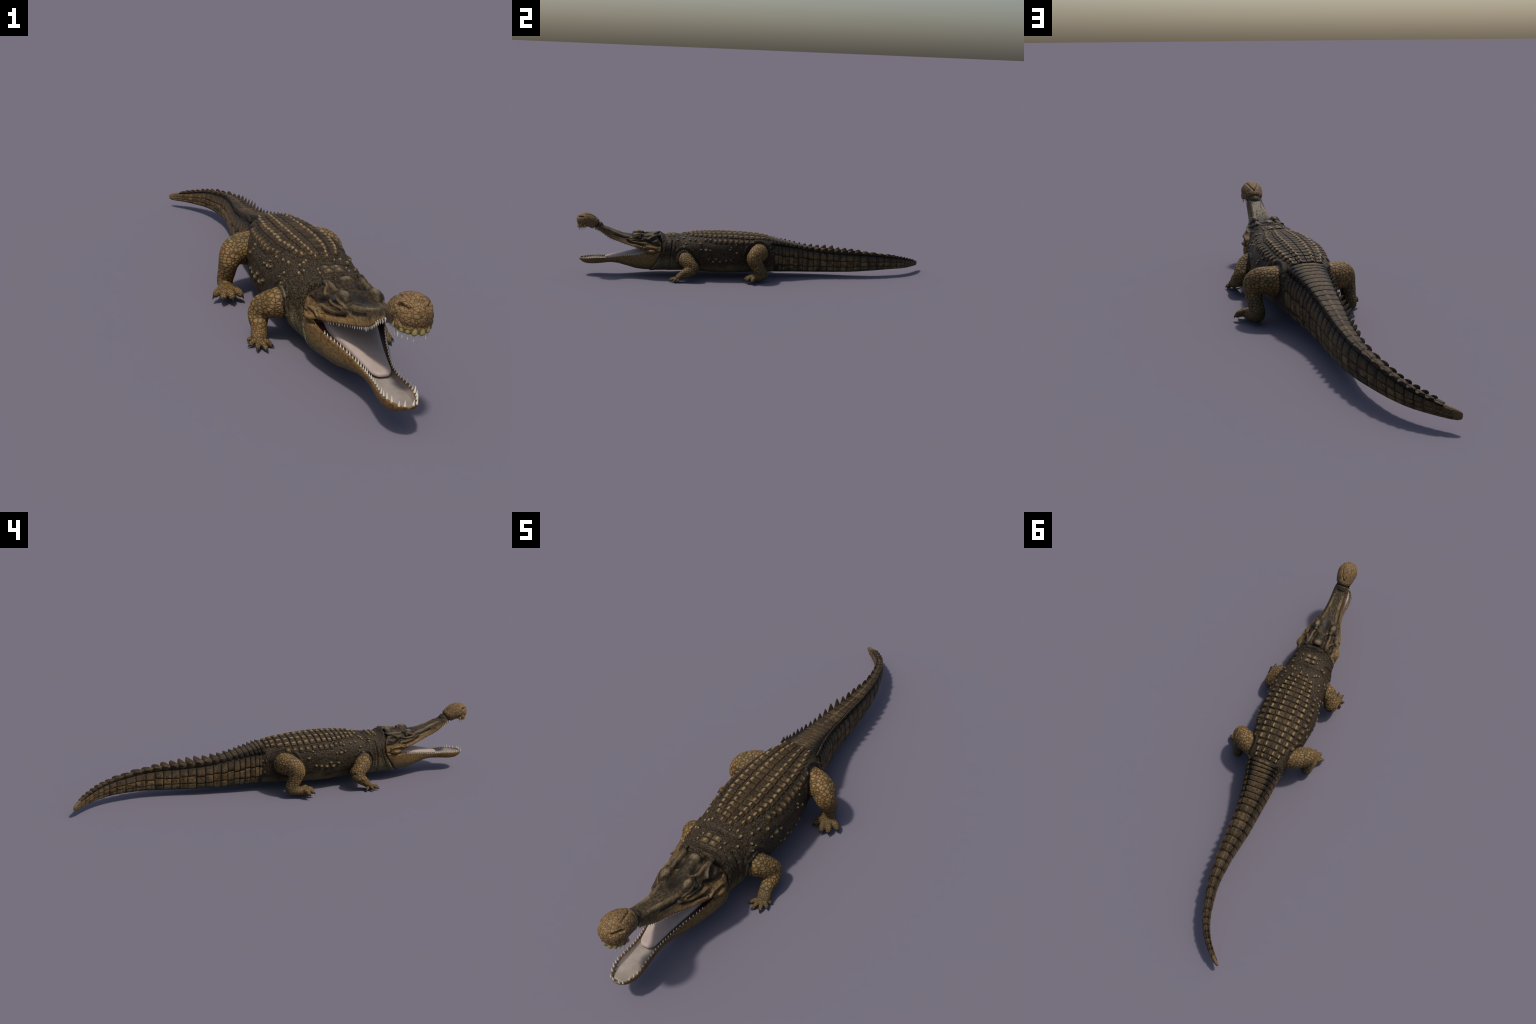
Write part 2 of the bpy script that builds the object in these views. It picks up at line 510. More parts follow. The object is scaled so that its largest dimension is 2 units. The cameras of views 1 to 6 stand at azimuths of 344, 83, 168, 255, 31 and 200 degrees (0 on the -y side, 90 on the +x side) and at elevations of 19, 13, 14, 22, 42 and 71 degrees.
# low frequency unevenness of flesh
NRM = normals(V)
bump = np.zeros(len(V))
for k in range(14):
    f = rng.normal(size=3) * rng.uniform(30, 75)
    bump += np.sin(V @ f + rng.uniform(0, 6.28)) / 14
V += NRM * (bump * .0022 * sm(V[:, 2], .03, .07))[:, None]

fused.vertices.foreach_set("co", V.ravel())
fused.update()


# ------------------------------------------------------------------ node helper, works for shader and geometry trees
class Net:
    def __init__(self, tree):
        self.t = tree

    def _in(self, sock, v):
        if isinstance(v, bpy.types.NodeSocket):
            self.t.links.new(v, sock)
        elif v is not None:
            if hasattr(sock.default_value, "__len__") and not hasattr(v, "__len__"):
                v = (v,) * len(sock.default_value)
            if hasattr(sock.default_value, "__len__") and len(sock.default_value) == 4 and len(v) == 3:
                v = (*v, 1)
            sock.default_value = v

    def m(self, op, a, b=None, c=None, clamp=False):
        n = self.t.nodes.new("ShaderNodeMath")
        n.operation, n.use_clamp = op, clamp
        for s, v in zip(n.inputs, (a, b, c)):
            self._in(s, v)
        return n.outputs[0]

    def v(self, op, a, b=None, scale=None):
        n = self.t.nodes.new("ShaderNodeVectorMath")
        n.operation = op
        self._in(n.inputs[0], a)
        if b is not None:
            self._in(n.inputs[1], b)
        if scale is not None:
            self._in(n.inputs["Scale"], scale)
        return n.outputs["Value"] if op in ("LENGTH", "DOT_PRODUCT", "DISTANCE") else n.outputs[0]

    def sep(self, v):
        n = self.t.nodes.new("ShaderNodeSeparateXYZ")
        self._in(n.inputs[0], v)
        return n.outputs

    def comb(self, x, y, z):
        n = self.t.nodes.new("ShaderNodeCombineXYZ")
        for s, q in zip(n.inputs, (x, y, z)):
            self._in(s, q)
        return n.outputs[0]

    def step(self, x, a, b):
        """smooth ramp 0..1 between a and b (a may be larger than b)"""
        n = self.t.nodes.new("ShaderNodeMapRange")
        n.interpolation_type = "SMOOTHSTEP"
        if a > b:
            a, b, lo, hi = b, a, 1, 0
        else:
            lo, hi = 0, 1
        for k, q in zip(("Value", "From Min", "From Max", "To Min", "To Max"), (x, a, b, lo, hi)):
            self._in(n.inputs[k], q)
        return n.outputs[0]

    def lin(self, x, a, b, c, d):
        n = self.t.nodes.new("ShaderNodeMapRange")
        for k, q in zip(("Value", "From Min", "From Max", "To Min", "To Max"), (x, a, b, c, d)):
            self._in(n.inputs[k], q)
        return n.outputs[0]

    def mixc(self, f, a, b, kind="MIX"):
        n = self.t.nodes.new("ShaderNodeMix")
        n.data_type, n.blend_type, n.clamp_factor = "RGBA", kind, True
        self._in(n.inputs[0], f)
        self._in(n.inputs[6], a)
        self._in(n.inputs[7], b)
        return n.outputs[2]

    def mix(self, f, a, b):
        n = self.t.nodes.new("ShaderNodeMix")
        n.data_type = "FLOAT"
        self._in(n.inputs[0], f)
        self._in(n.inputs[2], a)
        self._in(n.inputs[3], b)
        return n.outputs[0]

    def mixv(self, f, a, b):
        n = self.t.nodes.new("ShaderNodeMix")
        n.data_type = "VECTOR"
        self._in(n.inputs[0], f)
        self._in(n.inputs[4], a)
        self._in(n.inputs[5], b)
        return n.outputs[1]

    def noise(self, vec, scale, detail=3, rough=.55):
        n = self.t.nodes.new("ShaderNodeTexNoise")
        self._in(n.inputs["Vector"], vec)
        for k, q in (("Scale", scale), ("Detail", detail), ("Roughness", rough)):
            n.inputs[k].default_value = q
        return n.outputs[0]

    def voro(self, vec, feature, rand=1.0):
        n = self.t.nodes.new("ShaderNodeTexVoronoi")
        n.feature = feature
        self._in(n.inputs["Vector"], vec)
        n.inputs["Scale"].default_value = 1
        n.inputs["Randomness"].default_value = rand
        return n

    def fcurve(self, x, pts, lo, hi):
        """float curve through (x, value) points"""
        u = self.lin(x, pts[0][0], pts[-1][0], 0, 1)
        n = self.t.nodes.new("ShaderNodeFloatCurve")
        c = n.mapping.curves[0]
        q = [((p[0] - pts[0][0]) / (pts[-1][0] - pts[0][0]), (p[1] - lo) / (hi - lo)) for p in pts]
        c.points[0].location, c.points[1].location = q[0], q[-1]
        for p in q[1:-1]:
            c.points.new(*p)
        n.mapping.update()
        self._in(n.inputs["Value"], u)
        return self.lin(n.outputs[0], 0, 1, lo, hi)

    def capsule(self, P, a, b):
        a, b = np.array(a[:4], float), np.array(b[:4], float)
        ab = b[:3] - a[:3]
        pa = self.v("SUBTRACT", P, tuple(a[:3]))
        t = self.m("MULTIPLY", self.v("DOT_PRODUCT", pa, tuple(ab)), 1 / float(ab @ ab), clamp=True)
        q = self.v("SUBTRACT", pa, self.v("SCALE", tuple(ab), scale=t))
        return self.m("SUBTRACT", self.v("LENGTH", q), self.m("MULTIPLY_ADD", t, float(b[3] - a[3]), float(a[3])))

    def after(self, P, m):
        """P again, but made to wait for m, so that long chains of masks are evaluated one by one"""
        n = self.t.nodes.new("ShaderNodeVectorMath")
        n.operation = "MULTIPLY_ADD"
        self._in(n.inputs[0], self.comb(m, m, m))
        n.inputs[1].default_value = (1e-9, 1e-9, 1e-9)
        self._in(n.inputs[2], P)
        return n.outputs[0]

    def spots(self, P, items, soft):
        m = None
        for c, r in items:
            s = self.spot(P if m is None else self.after(P, m), c, r, soft)
            m = s if m is None else self.m("MAXIMUM", m, s)
        return m

    def spot(self, P, c, r, soft=.5):
        """1 inside an ellipsoid, fading to 0 at its rim"""
        d = self.v("LENGTH", self.v("DIVIDE", self.v("SUBTRACT", P, c), r))
        return self.step(d, 1, 1 - soft)


def hide_fields(net, P, kind="all"):
    """everything that both the relief and the colour of the hide depend on"""
    x, y, z = net.sep(P)
    ax = net.m("ABSOLUTE", x)
    leg, outside, d = 0.0, None, None
    if kind != "limb":
        for L in LIMBS.values():
            ch = L["chain"] if kind == "all" else L["chain"][:4]
            for a, b in zip(ch[:-1], ch[1:]):
                q = net.capsule(P, a, b)
                d = q if d is None else net.m("SMOOTH_MIN", d, q, .004)
    if kind == "all":
        out = net.fcurve(y, [(-.6, .085), (-.45, .098), (-.42, .108), (-.37, .120), (-.3, .126), (-.2, .128), (-.1, .110), (-.06, .098), (0, .089), (.06, .082), (.1, .08)], .07, .14)
        outside = net.m("SUBTRACT", ax, out)
        leg = net.m("MULTIPLY", net.step(d, .012, .002), net.step(outside, -.006, .002))
        toe = net.m("MULTIPLY", net.step(z, .045, .030), net.step(ax, .118, .125))
        leg = net.m("MAXIMUM", leg, toe)
    elif kind == "limb":
        leg = 1.0
    neck = net.step(y, -.425, -.427)
    tail = net.step(y, .088, .104)
    if kind == "torso":
        foot = 0.0
        sc = net.mixv(neck, (200, 185, 185), (185, 250, 125))
    elif kind == "limb":
        foot = net.step(z, .050, .048)
        sc = net.mixv(foot, (74, 74, 100), (165, 165, 165))
    else:
        legb = net.m("GREATER_THAN", leg, .5)
        foot = net.m("MULTIPLY", legb, net.step(z, .050, .048))
        sc = net.mixv(neck, (200, 185, 185), (185, 250, 125))
        sc = net.mixv(legb, sc, (74, 74, 100))
        sc = net.mixv(foot, sc, (165, 165, 165))
    warp = net.v("SCALE", net.v("SUBTRACT", net_noise_vec(net, P, 60), (.5, .5, .5)), scale=.004)
    vec = net.v("MULTIPLY", net.v("ADD", P, warp), sc)
    ve, vf = net.voro(vec, "DISTANCE_TO_EDGE", .72), net.voro(vec, "F1", .72)
    edge = ve.outputs["Distance"]
    return dict(x=x, y=y, z=z, leg=leg, foot=foot, neck=neck, tail=tail, edge=edge, f1=vf.outputs["Distance"], rnd=vf.outputs["Color"], outside=outside, d=d, ax=ax)


def net_noise_vec(net, P, scale):
    n = net.t.nodes.new("ShaderNodeTexNoise")
    net._in(n.inputs["Vector"], P)
    n.inputs["Scale"].default_value, n.inputs["Detail"].default_value = scale, 1
    return n.outputs["Color"]


def hide_height(net, P, f):
    dome = net.step(f["edge"], 0, .20)
    amp = net.mix(f["leg"], net.mix(f["neck"], .0006, .0006), .0009)
    amp = net.mix(f["foot"], amp, .0006)
    amp = net.m("MULTIPLY", amp, net.mix(net.step(f["y"], .09, .115), 1, .15))
    amp = net.m("MULTIPLY", amp, net.mix(net.step(f["z"], .075, .03), 1, net.mix(f["leg"], .45, .9)))
    return net.m("MULTIPLY", net.m("SUBTRACT", dome, .6), amp)


def head_fields(net, P, knob_only=False):
    x, y, z = net.sep(P)
    knob = net.step(net.m("MULTIPLY_ADD", net.m("SUBTRACT", z, .2725), .8, net.m("MULTIPLY", net.m("ADD", y, .8915), -1)), -.001, .002)
    knob = net.m("MULTIPLY", knob, net.step(z, .19, .21))
    warp = net.v("SCALE", net.v("SUBTRACT", net_noise_vec(net, P, 45), (.5, .5, .5)), scale=.010)
    sc = (110, 110, 110) if knob_only else net.mixv(net.m("GREATER_THAN", knob, .5), (150, 110, 150), (110, 110, 110))
    vec = net.v("MULTIPLY", net.v("ADD", P, warp), sc)
    ve, vf = net.voro(vec, "DISTANCE_TO_EDGE", 1), net.voro(vec, "F1", 1)
    return dict(x=x, y=y, z=z, knob=knob, edge=ve.outputs["Distance"], rnd=vf.outputs["Color"], f1=vf.outputs["Distance"], ax=net.m("ABSOLUTE", net.m("SUBTRACT", x, MID)))


def head_height(net, P, f):
    k = net.m("MULTIPLY", net.m("SUBTRACT", net.step(f["edge"], 0, .14), .7), .0006)
    st = net.v("MULTIPLY", P, (60, 22, 60))
    wr = net.m("MULTIPLY", net.m("SUBTRACT", net.noise(st, 3.0, 3, .6), .5), .0012)
    return net.mix(f["knob"], wr, k)


def geo_relief():
    g = bpy.data.node_groups.new("hide_relief", "GeometryNodeTree")
    g.interface.new_socket("Geometry", in_out="INPUT", socket_type="NodeSocketGeometry")
    g.interface.new_socket("Geometry", in_out="OUTPUT", socket_type="NodeSocketGeometry")
    net = Net(g)
    gi, go = g.nodes.new("NodeGroupInput"), g.nodes.new("NodeGroupOutput")
    P, N = g.nodes.new("GeometryNodeInputPosition").outputs[0], g.nodes.new("GeometryNodeInputNormal").outputs[0]
    f, h = hide_fields(net, P), head_fields(net, P)
    hh = head_height(net, P, h)
    bound = net.m("SUBTRACT", f["y"], net.fcurve(f["z"], [(.0, -.612), (.035, -.610), (.055, -.592), (.09, -.564), (.13, -.539), (.17, -.530), (.2, -.532), (.23, -.551), (.26, -.553)], -.62, -.52))
    head = net.step(bound, .002, -.004)
    inmouth = net.m("MULTIPLY", net.step(f["y"], -.60, -.62), 1)
    val = net.mix(head, hide_height(net, P, f), hh)
    sp = g.nodes.new("GeometryNodeSetPosition")
    g.links.new(gi.outputs[0], sp.inputs["Geometry"])
    g.links.new(net.v("SCALE", N, scale=val), sp.inputs["Offset"])
    g.links.new(sp.outputs[0], go.inputs[0])
    return g


body = bpy.data.objects.new("skin", fused)
COL.objects.link(body)
body.modifiers.new("relief", "NODES").node_group = geo_relief()
dg = bpy.context.evaluated_depsgraph_get()
dg.update()
skin = bpy.data.meshes.new_from_object(body.evaluated_get(dg))
bpy.data.objects.remove(body)
V, Q = arrays(skin)
V[:, 2] = np.maximum(V[:, 2], 0.0008)
NRM = normals(V)


# ------------------------------------------------------------------ materials
def material(name, rough=.6, spec=.35):
    mt = bpy.data.materials.new(name)
    mt.use_nodes = True
    t = mt.node_tree
    b = t.nodes["Principled BSDF"]
    b.inputs["Roughness"].default_value = rough
    b.inputs["Specular IOR Level"].default_value = spec
    net = Net(t)
    return mt, net, b


def bump(net, b, h, dist, strength=1.0):
    n = net.t.nodes.new("ShaderNodeBump")
    n.inputs["Distance"].default_value = dist
    n.inputs["Strength"].default_value = strength
    net._in(n.inputs["Height"], h)
    net.t.links.new(n.outputs[0], b.inputs["Normal"])


def obj_coord(net):
    return net.t.nodes.new("ShaderNodeTexCoord").outputs["Object"]


def world_pos(net):
    return net.t.nodes.new("ShaderNodeNewGeometry").outputs["Position"]


def obj_random(net):
    return net.t.nodes.new("ShaderNodeObjectInfo").outputs["Random"]


def hide_material():
    mt, net, b = material("scaly_hide", .52, .14)
    P = obj_coord(net)
    f = hide_fields(net, P, "torso")
    r, r2, _ = net.sep(f["rnd"])
    big = net.noise(P, 9, 4, .6)
    fine = net.noise(P, 230, 3, .6)
    z, y = f["z"], f["y"]
    centre = net.step(f["f1"], .6, .1)
    # flank: dark grey brown, warmer towards the belly, olive below
    flank = net.mixc(r, (.014, .0085, .004), (.056, .037, .0175))
    warm = net.mixc(r, (.060, .039, .017), (.120, .076, .034))
    belly = net.mixc(r2, (.115, .096, .046), (.180, .150, .076))
    low = net.m("ADD", z, net.lin(big, .3, .7, .022, -.022))
    low = net.m("SUBTRACT", low, net.m("MULTIPLY", net.step(y, -.40, -.50), .050))
    col = net.mixc(net.step(low, .100, .055), flank, warm)
    col = net.mixc(net.step(low, .082, .048), col, belly)
    col = net.mixc(net.m("MULTIPLY", centre, net.lin(r2, 0, 1, .10, .60)), col, (.128, .090, .050))
    # the tail's bare skin between its plates
    tailc = net.mixc(net.step(z, .06, .03), (.026, .019, .011), (.060, .047, .024))
    tailc = net.mixc(net.step(y, .90, .975), tailc, net.mixc(fine, (.07, .045, .018), (.17, .11, .05)))
    col = net.mixc(f["tail"], col, tailc)
    crease = net.step(f["edge"], .13, .02)
    crease = net.m("MULTIPLY", crease, net.mix(net.step(z, .07, .03), .9, .5))
    col = net.mixc(net.m("MULTIPLY", crease, net.m("SUBTRACT", 1, f["tail"])), col, (.008, .007, .005))
    col = net.mixc(net.m("MULTIPLY", net.step(fine, .5, .7), .3), col, (.014, .011, .008))
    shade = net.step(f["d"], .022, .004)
    col = net.mixc(net.m("MULTIPLY", shade, .6), col, (.012, .010, .007))  # occlusion around shoulders and hips, tinted into the hide
    pale = net.m("MULTIPLY", net.step(net.m("ABSOLUTE", net.m("SUBTRACT", f["d"], .0085)), .0065, .001), net.m("MULTIPLY", net.step(y, -.385, -.400), net.step(z, .085, .105)))
    col = net.mixc(net.m("MULTIPLY", pale, .75), col, net.mixc(r, (.13, .095, .050), (.24, .185, .110)))
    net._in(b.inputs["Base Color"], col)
    hgt = net.m("ADD", net.step(f["edge"], 0, .16), net.m("MULTIPLY", fine, .5))
    bump(net, b, hgt, .0008, .7)
    return mt


def limb_material():
    mt, net, b = material("limb_scales", .6, .14)
    P = obj_coord(net)
    f = hide_fields(net, P, "limb")
    r, r2, r3 = net.sep(f["rnd"])
    big = net.noise(P, 12, 4, .6)
    fine = net.noise(P, 260, 3, .6)
    z = f["z"]
    col = net.mixc(r, (.128, .074, .023), (.220, .135, .047))
    col = net.mixc(net.m("MULTIPLY", r2, .4), col, (.180, .092, .032))
    col = net.mixc(net.m("MULTIPLY", net.step(big, .48, .66), .7), col, (.120, .098, .045))
    col = net.mixc(net.m("MULTIPLY", net.step(f["f1"], .55, .1), .4), col, (.270, .176, .080))
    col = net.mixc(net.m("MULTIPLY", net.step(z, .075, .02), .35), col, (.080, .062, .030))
    col = net.mixc(net.m("MULTIPLY", net.step(f["edge"], .26, .02), .55), col, (.050, .029, .011))
    crease = net.m("MULTIPLY", net.step(f["edge"], .085, .01), .74)
    col = net.mixc(crease, col, (.018, .010, .005))
    col = net.mixc(net.m("MULTIPLY", net.step(fine, .5, .72), .4), col, (.060, .036, .016))
    patch = net.noise(P, 34, 3, .6)
    col = net.mixc(net.m("MULTIPLY", net.step(patch, .52, .68), .45), col, (.062, .040, .018))
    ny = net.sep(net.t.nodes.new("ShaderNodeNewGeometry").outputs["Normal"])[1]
    col = net.mixc(net.m("MULTIPLY", net.m("MULTIPLY", net.step(ny, .1, .9), net.step(z, .16, .06)), .5), col, (.040, .032, .014))  # rear faces of the lower legs darkened for their shaded side
    # darker scales where the limb leaves the body
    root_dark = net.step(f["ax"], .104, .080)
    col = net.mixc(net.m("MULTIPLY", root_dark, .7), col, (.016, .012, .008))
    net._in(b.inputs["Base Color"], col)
    hgt = net.m("ADD", net.step(f["edge"], 0, .16), net.m("MULTIPLY", fine, .35))
    bump(net, b, hgt, .0009, .7)
    return mt


def head_material():
    mt, net, b = material("head_skin", .5, .14)
    P = obj_coord(net)
    x, y, z = net.sep(P)
    ax = net.m("ABSOLUTE", net.m("SUBTRACT", x, MID))
    big = net.noise(P, 22, 4, .6)
    fine = net.noise(net.v("MULTIPLY", P, (1, .45, 1)), 170, 4, .65)
    roof = net.fcurve(y, [(-.92, .305), (-.868, .262), (-.805, .226), (-.74, .206), (-.68, .196), (-.62, .190), (-.56, .175), (-.5, .165)], .1, .35)
    up = net.m("ADD", net.m("SUBTRACT", z, roof), net.lin(big, .3, .7, -.014, .014))
    dark = net.mixc(net.step(fine, .3, .7), (0.0120, 0.0080, 0.0042), (0.0480, 0.0325, 0.0165))
    tan = net.mixc(net.step(fine, .25, .75), (0.072, 0.0415, 0.0140), (0.205, 0.124, 0.047))
    dark = net.mixc(net.m("MULTIPLY", net.step(y, -.69, -.76), .75), dark, net.mixc(net.step(fine, .3, .7), (.020, .0145, .008), (.090, .064, .034)))
    col = net.mixc(net.step(up, -.018, .016), tan, dark)
    # orange lips
    lipu = net.m("SUBTRACT", z, net.fcurve(y, [(-.9, .262), (-.868, .247), (-.805, .206), (-.74, .183), (-.68, .1685), (-.62, .152), (-.56, .14)], .1, .3))
    lipu = net.m("MULTIPLY", net.step(net.m("ABSOLUTE", lipu), .014, .002), net.step(z, .135, .145))
    rimz = [(float(q[0]), float(q[2])) for q in LOWER]
    liplz = net.fcurve(y, rimz, .05, .2)
    lipl = net.m("MULTIPLY", net.step(net.m("SUBTRACT", liplz, z), .030, .004), net.step(y, -.60, -.64))
    lipl = net.m("MULTIPLY", lipl, net.step(z, .15, .14))
    lip = net.m("MULTIPLY", net.m("MAXIMUM", lipu, lipl), net.lin(big, .35, .65, .35, .9))
    col = net.mixc(lip, col, net.mixc(fine, (0.0806, 0.0409, 0.0124), (0.2046, 0.1147, 0.0409)))
    spots = net.noise(net.v("MULTIPLY", P, (1, 1.6, .8)), 105, 2, .6)
    col = net.mixc(net.m("MULTIPLY", net.m("MULTIPLY", lip, net.step(spots, .50, .60)), .8), col, (.030, .018, .008))
    # olive throat
    thr = net.m("MULTIPLY", net.step(z, .110, .060), net.step(y, -.82, -.70))
    col = net.mixc(net.m("MULTIPLY", thr, net.lin(big, .3, .7, .5, 1)), col, net.mixc(net.step(fine, .25, .75), (.058, .050, .020), (.130, .112, .052)))
    # painted highlights on brows, crown and ridges; dark hollows behind the eye, in the ear, on the crown
    Pm = net.comb(ax, y, z)
    painted_glint = net.spots(Pm, (((.040, -.668, .243), (.018, .026, .012)), ((0, -.572, .246), (.028, .024, .012)), ((.045, -.585, .240), (.008, .035, .009)), ((.055, -.69, .218), (.01, .02, .008)),
                          ((.080, -.563, .208), (.012, .018, .010)), ((.03, -.536, .236), (.05, .008, .014)), ((.022, -.79, .248), (.010, .06, .016))), .8)
    col = net.mixc(net.m("MULTIPLY", painted_glint, net.lin(fine, .35, .6, .3, .85)), col, (.185, .132, .070))
    dark_hollows = net.spots(net.after(Pm, painted_glint), (((.073, -.60, .198), (.022, .035, .014)), ((.026, -.612, .224), (.016, .034, .012)), ((.064, -.655, .221), (.014, .026, .010)),
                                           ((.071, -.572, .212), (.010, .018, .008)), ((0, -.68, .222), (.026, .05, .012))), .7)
    col = net.mixc(net.m("MULTIPLY", dark_hollows, .75), col, (.0085, .0068, .005))
    prev = dark_hollows
    for lst, k, c in ((RIDGES, .42, net.mixc(fine, (.085, .054, .025), (.25, .170, .085))), (GROOVES, .85, (.010, .0075, .005))):
        m = None
        for pts, rad in lst:
            for p, q in zip(pts[:-1], pts[1:]):
                d = net.capsule(net.after(Pm, prev), (*p, rad * .42), (*q, rad * .42))
                m = d if m is None else net.m("MINIMUM", m, d)
                prev = m
        col = net.mixc(net.m("MULTIPLY", net.step(m, .005, -.001), k), col, c)  # bakes fold shading into colour: lit ridges lightened, grooves darkened
    ringd = net.m("ABSOLUTE", net.m("MULTIPLY_ADD", net.m("SUBTRACT", z, .2725), .8, net.m("MULTIPLY", net.m("ADD", y, .8895), -1)))
    rg = net.m("MULTIPLY", net.step(ringd, .007, .0005), net.step(z, .22, .24))
    col = net.mixc(net.m("MULTIPLY", rg, .85), col, (0.0099, 0.0068, 0.0043))
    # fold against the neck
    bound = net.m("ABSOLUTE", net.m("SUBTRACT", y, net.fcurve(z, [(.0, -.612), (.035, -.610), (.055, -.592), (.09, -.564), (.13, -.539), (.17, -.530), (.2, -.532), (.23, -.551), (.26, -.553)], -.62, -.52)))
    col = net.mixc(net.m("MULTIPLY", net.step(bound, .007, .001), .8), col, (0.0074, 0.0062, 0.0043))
    # inside of the mouth
    win = net.m("SUBTRACT", net.fcurve(y, [(float(q[0]), float(q[1])) for q in LOWER], 0, .12), ax)
    floor = net.m("SUBTRACT", z, net.m("SUBTRACT", liplz, .022))
    roofm = net.m("SUBTRACT", net.fcurve(y, [(-.91, .283), (-.868, .259), (-.805, .218), (-.74, .195), (-.68, .180), (-.62, .163), (-.58, .155), (-.5, .13)], .1, .3), z)
    ins = net.m("MULTIPLY", net.m("MULTIPLY", net.step(win, .0055, .009), net.step(floor, 0, .004)), net.m("MULTIPLY", net.step(roofm, 0, .004), net.step(y, -.600, -.612)))
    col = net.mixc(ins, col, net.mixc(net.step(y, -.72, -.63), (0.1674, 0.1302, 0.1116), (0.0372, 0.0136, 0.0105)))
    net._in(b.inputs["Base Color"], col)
    hgt = fine
    bump(net, b, hgt, .0007, .6)
    return mt


def knob_material():
    mt, net, b = material("snout_knob_skin", .55, .14)
    P = obj_coord(net)
    f = head_fields(net, P, True)
    x, y, z = f["x"], f["y"], f["z"]
    fine = net.noise(net.v("MULTIPLY", P, (1, .45, 1)), 170, 4, .65)
    # knob at the end of the snout
    r = net.sep(f["rnd"])[0]
    kc = net.mixc(r, (0.0930, 0.0533, 0.0211), (0.1860, 0.1116, 0.0465))
    kc = net.mixc(net.step(fine, .35, .75), kc, (0.2108, 0.1364, 0.0620))
    kc = net.mixc(net.m("MULTIPLY", net.step(f["edge"], .085, .015), .8), kc, (0.0434, 0.0211, 0.0087))
    under = net.m("MULTIPLY", net.step(y, -.952, -.975), net.step(z, .279, .268))
    kc = net.mixc(net.m("MULTIPLY", under, .8), kc, (0.1860, 0.1674, 0.0558))
    col = kc
    for c, rr in (((.042, -.970, .329), (.010, .016, .006)), ((-.029, -.970, .329), (.010, .016, .006))):
        col = net.mixc(net.m("MULTIPLY", net.spot(P, c, rr, .6), .85), col, (0.0136, 0.0081, 0.0050))
    ringd = net.m("ABSOLUTE", net.m("MULTIPLY_ADD", net.m("SUBTRACT", z, .2725), .8, net.m("MULTIPLY", net.m("ADD", y, .8895), -1)))
    rg = net.m("MULTIPLY", net.step(ringd, .007, .0005), net.step(z, .22, .24))
    col = net.mixc(net.m("MULTIPLY", rg, .85), col, (0.0099, 0.0068, 0.0043))
    net._in(b.inputs["Base Color"], col)
    hgt = net.m("ADD", net.m("MULTIPLY", net.step(f["edge"], 0, .12), .8), fine)
    bump(net, b, hgt, .0010, .7)
    return mt


def pad_material(name, base_a, base_b, crest, lo, hi, world=None, rough=.46, dim=.75):
    """plates: dark rims, streaky face, pale keel picked by height above the skin"""
    mt, net, b = material(name, rough, .12)
    P = obj_coord(net)
    rnd = obj_random(net)
    W = world_pos(net)
    z = net.sep(P)[2]
    q = net.v("ADD", net.v("MULTIPLY", P, (1, .45, 1)), net.v("SCALE", (3.1, 1.7, 2.3), scale=rnd))
    st = net.step(net.noise(q, 260, 4, .65), .28, .72)
    bl = net.noise(W, 42, 3, .6)
    col = net.mixc(st, base_a, base_b)
    if world:
        col = world(net, W, col, st, bl, rnd)
    col = net.mixc(net.m("MULTIPLY", net.step(bl, .48, .68), .5), col, (0.0144, 0.0108, 0.0066))
    col = net.mixc(1.0, col, net.comb(*[net.lin(rnd, 0, 1, .68, 1.32)] * 3), "MULTIPLY")
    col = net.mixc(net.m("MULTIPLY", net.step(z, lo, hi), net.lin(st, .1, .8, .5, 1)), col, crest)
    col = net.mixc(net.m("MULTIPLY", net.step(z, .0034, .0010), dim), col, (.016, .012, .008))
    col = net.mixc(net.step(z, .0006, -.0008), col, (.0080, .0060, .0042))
    net._in(b.inputs["Base Color"], col)
    bump(net, b, st, .0012, .7)
    return mt


def tail_tint(net, W, col, st, bl, rnd):
    x, y, z = net.sep(W)
    top = net.fcurve(y, [(.0, .24), (.1, .205), (.2, .187), (.3, .166), (.4, .152), (.6, .137), (.7, .126), (.8, .111), (.9, .087), (1.0, .06)], .0, .3)
    t = net.m("DIVIDE", net.m("SUBTRACT", z, .026), net.m("SUBTRACT", top, .026))
    t = net.m("ADD", t, net.lin(rnd, 0, 1, -.09, .09))
    mid = net.mixc(st, (0.074, 0.044, 0.0170), (0.205, 0.125, 0.0500))
    low = net.mixc(st, (0.084, 0.069, 0.0310), (0.175, 0.143, 0.0680))
    c = net.mixc(net.step(t, .92, .55), net.mixc(st, (0.0120, 0.0096, 0.0066), (0.0450, 0.0348, 0.0228)), mid)
    c = net.mixc(net.step(t, .34, .20), c, low)
    c = net.mixc(net.m("MULTIPLY", net.step(bl, .50, .62), net.lin(rnd, 0, 1, .15, .70)), c, net.mixc(st, (.014, .011, .007), (.050, .038, .024)))
    band = net.noise(net.v("MULTIPLY", W, (0, 1, 0)), 26, 2, .5)
    c = net.mixc(net.m("MULTIPLY", net.step(band, .50, .60), .55), c, net.mixc(st, (.012, .009, .006), (.045, .033, .020)))
    end = net.mixc(st, (0.0720, 0.0450, 0.0180), (0.1800, 0.1140, 0.0510))
    return net.mixc(net.m("MULTIPLY", net.step(y, .72, .96), net.lin(t, 0, 1, 1, .35)), c, end)


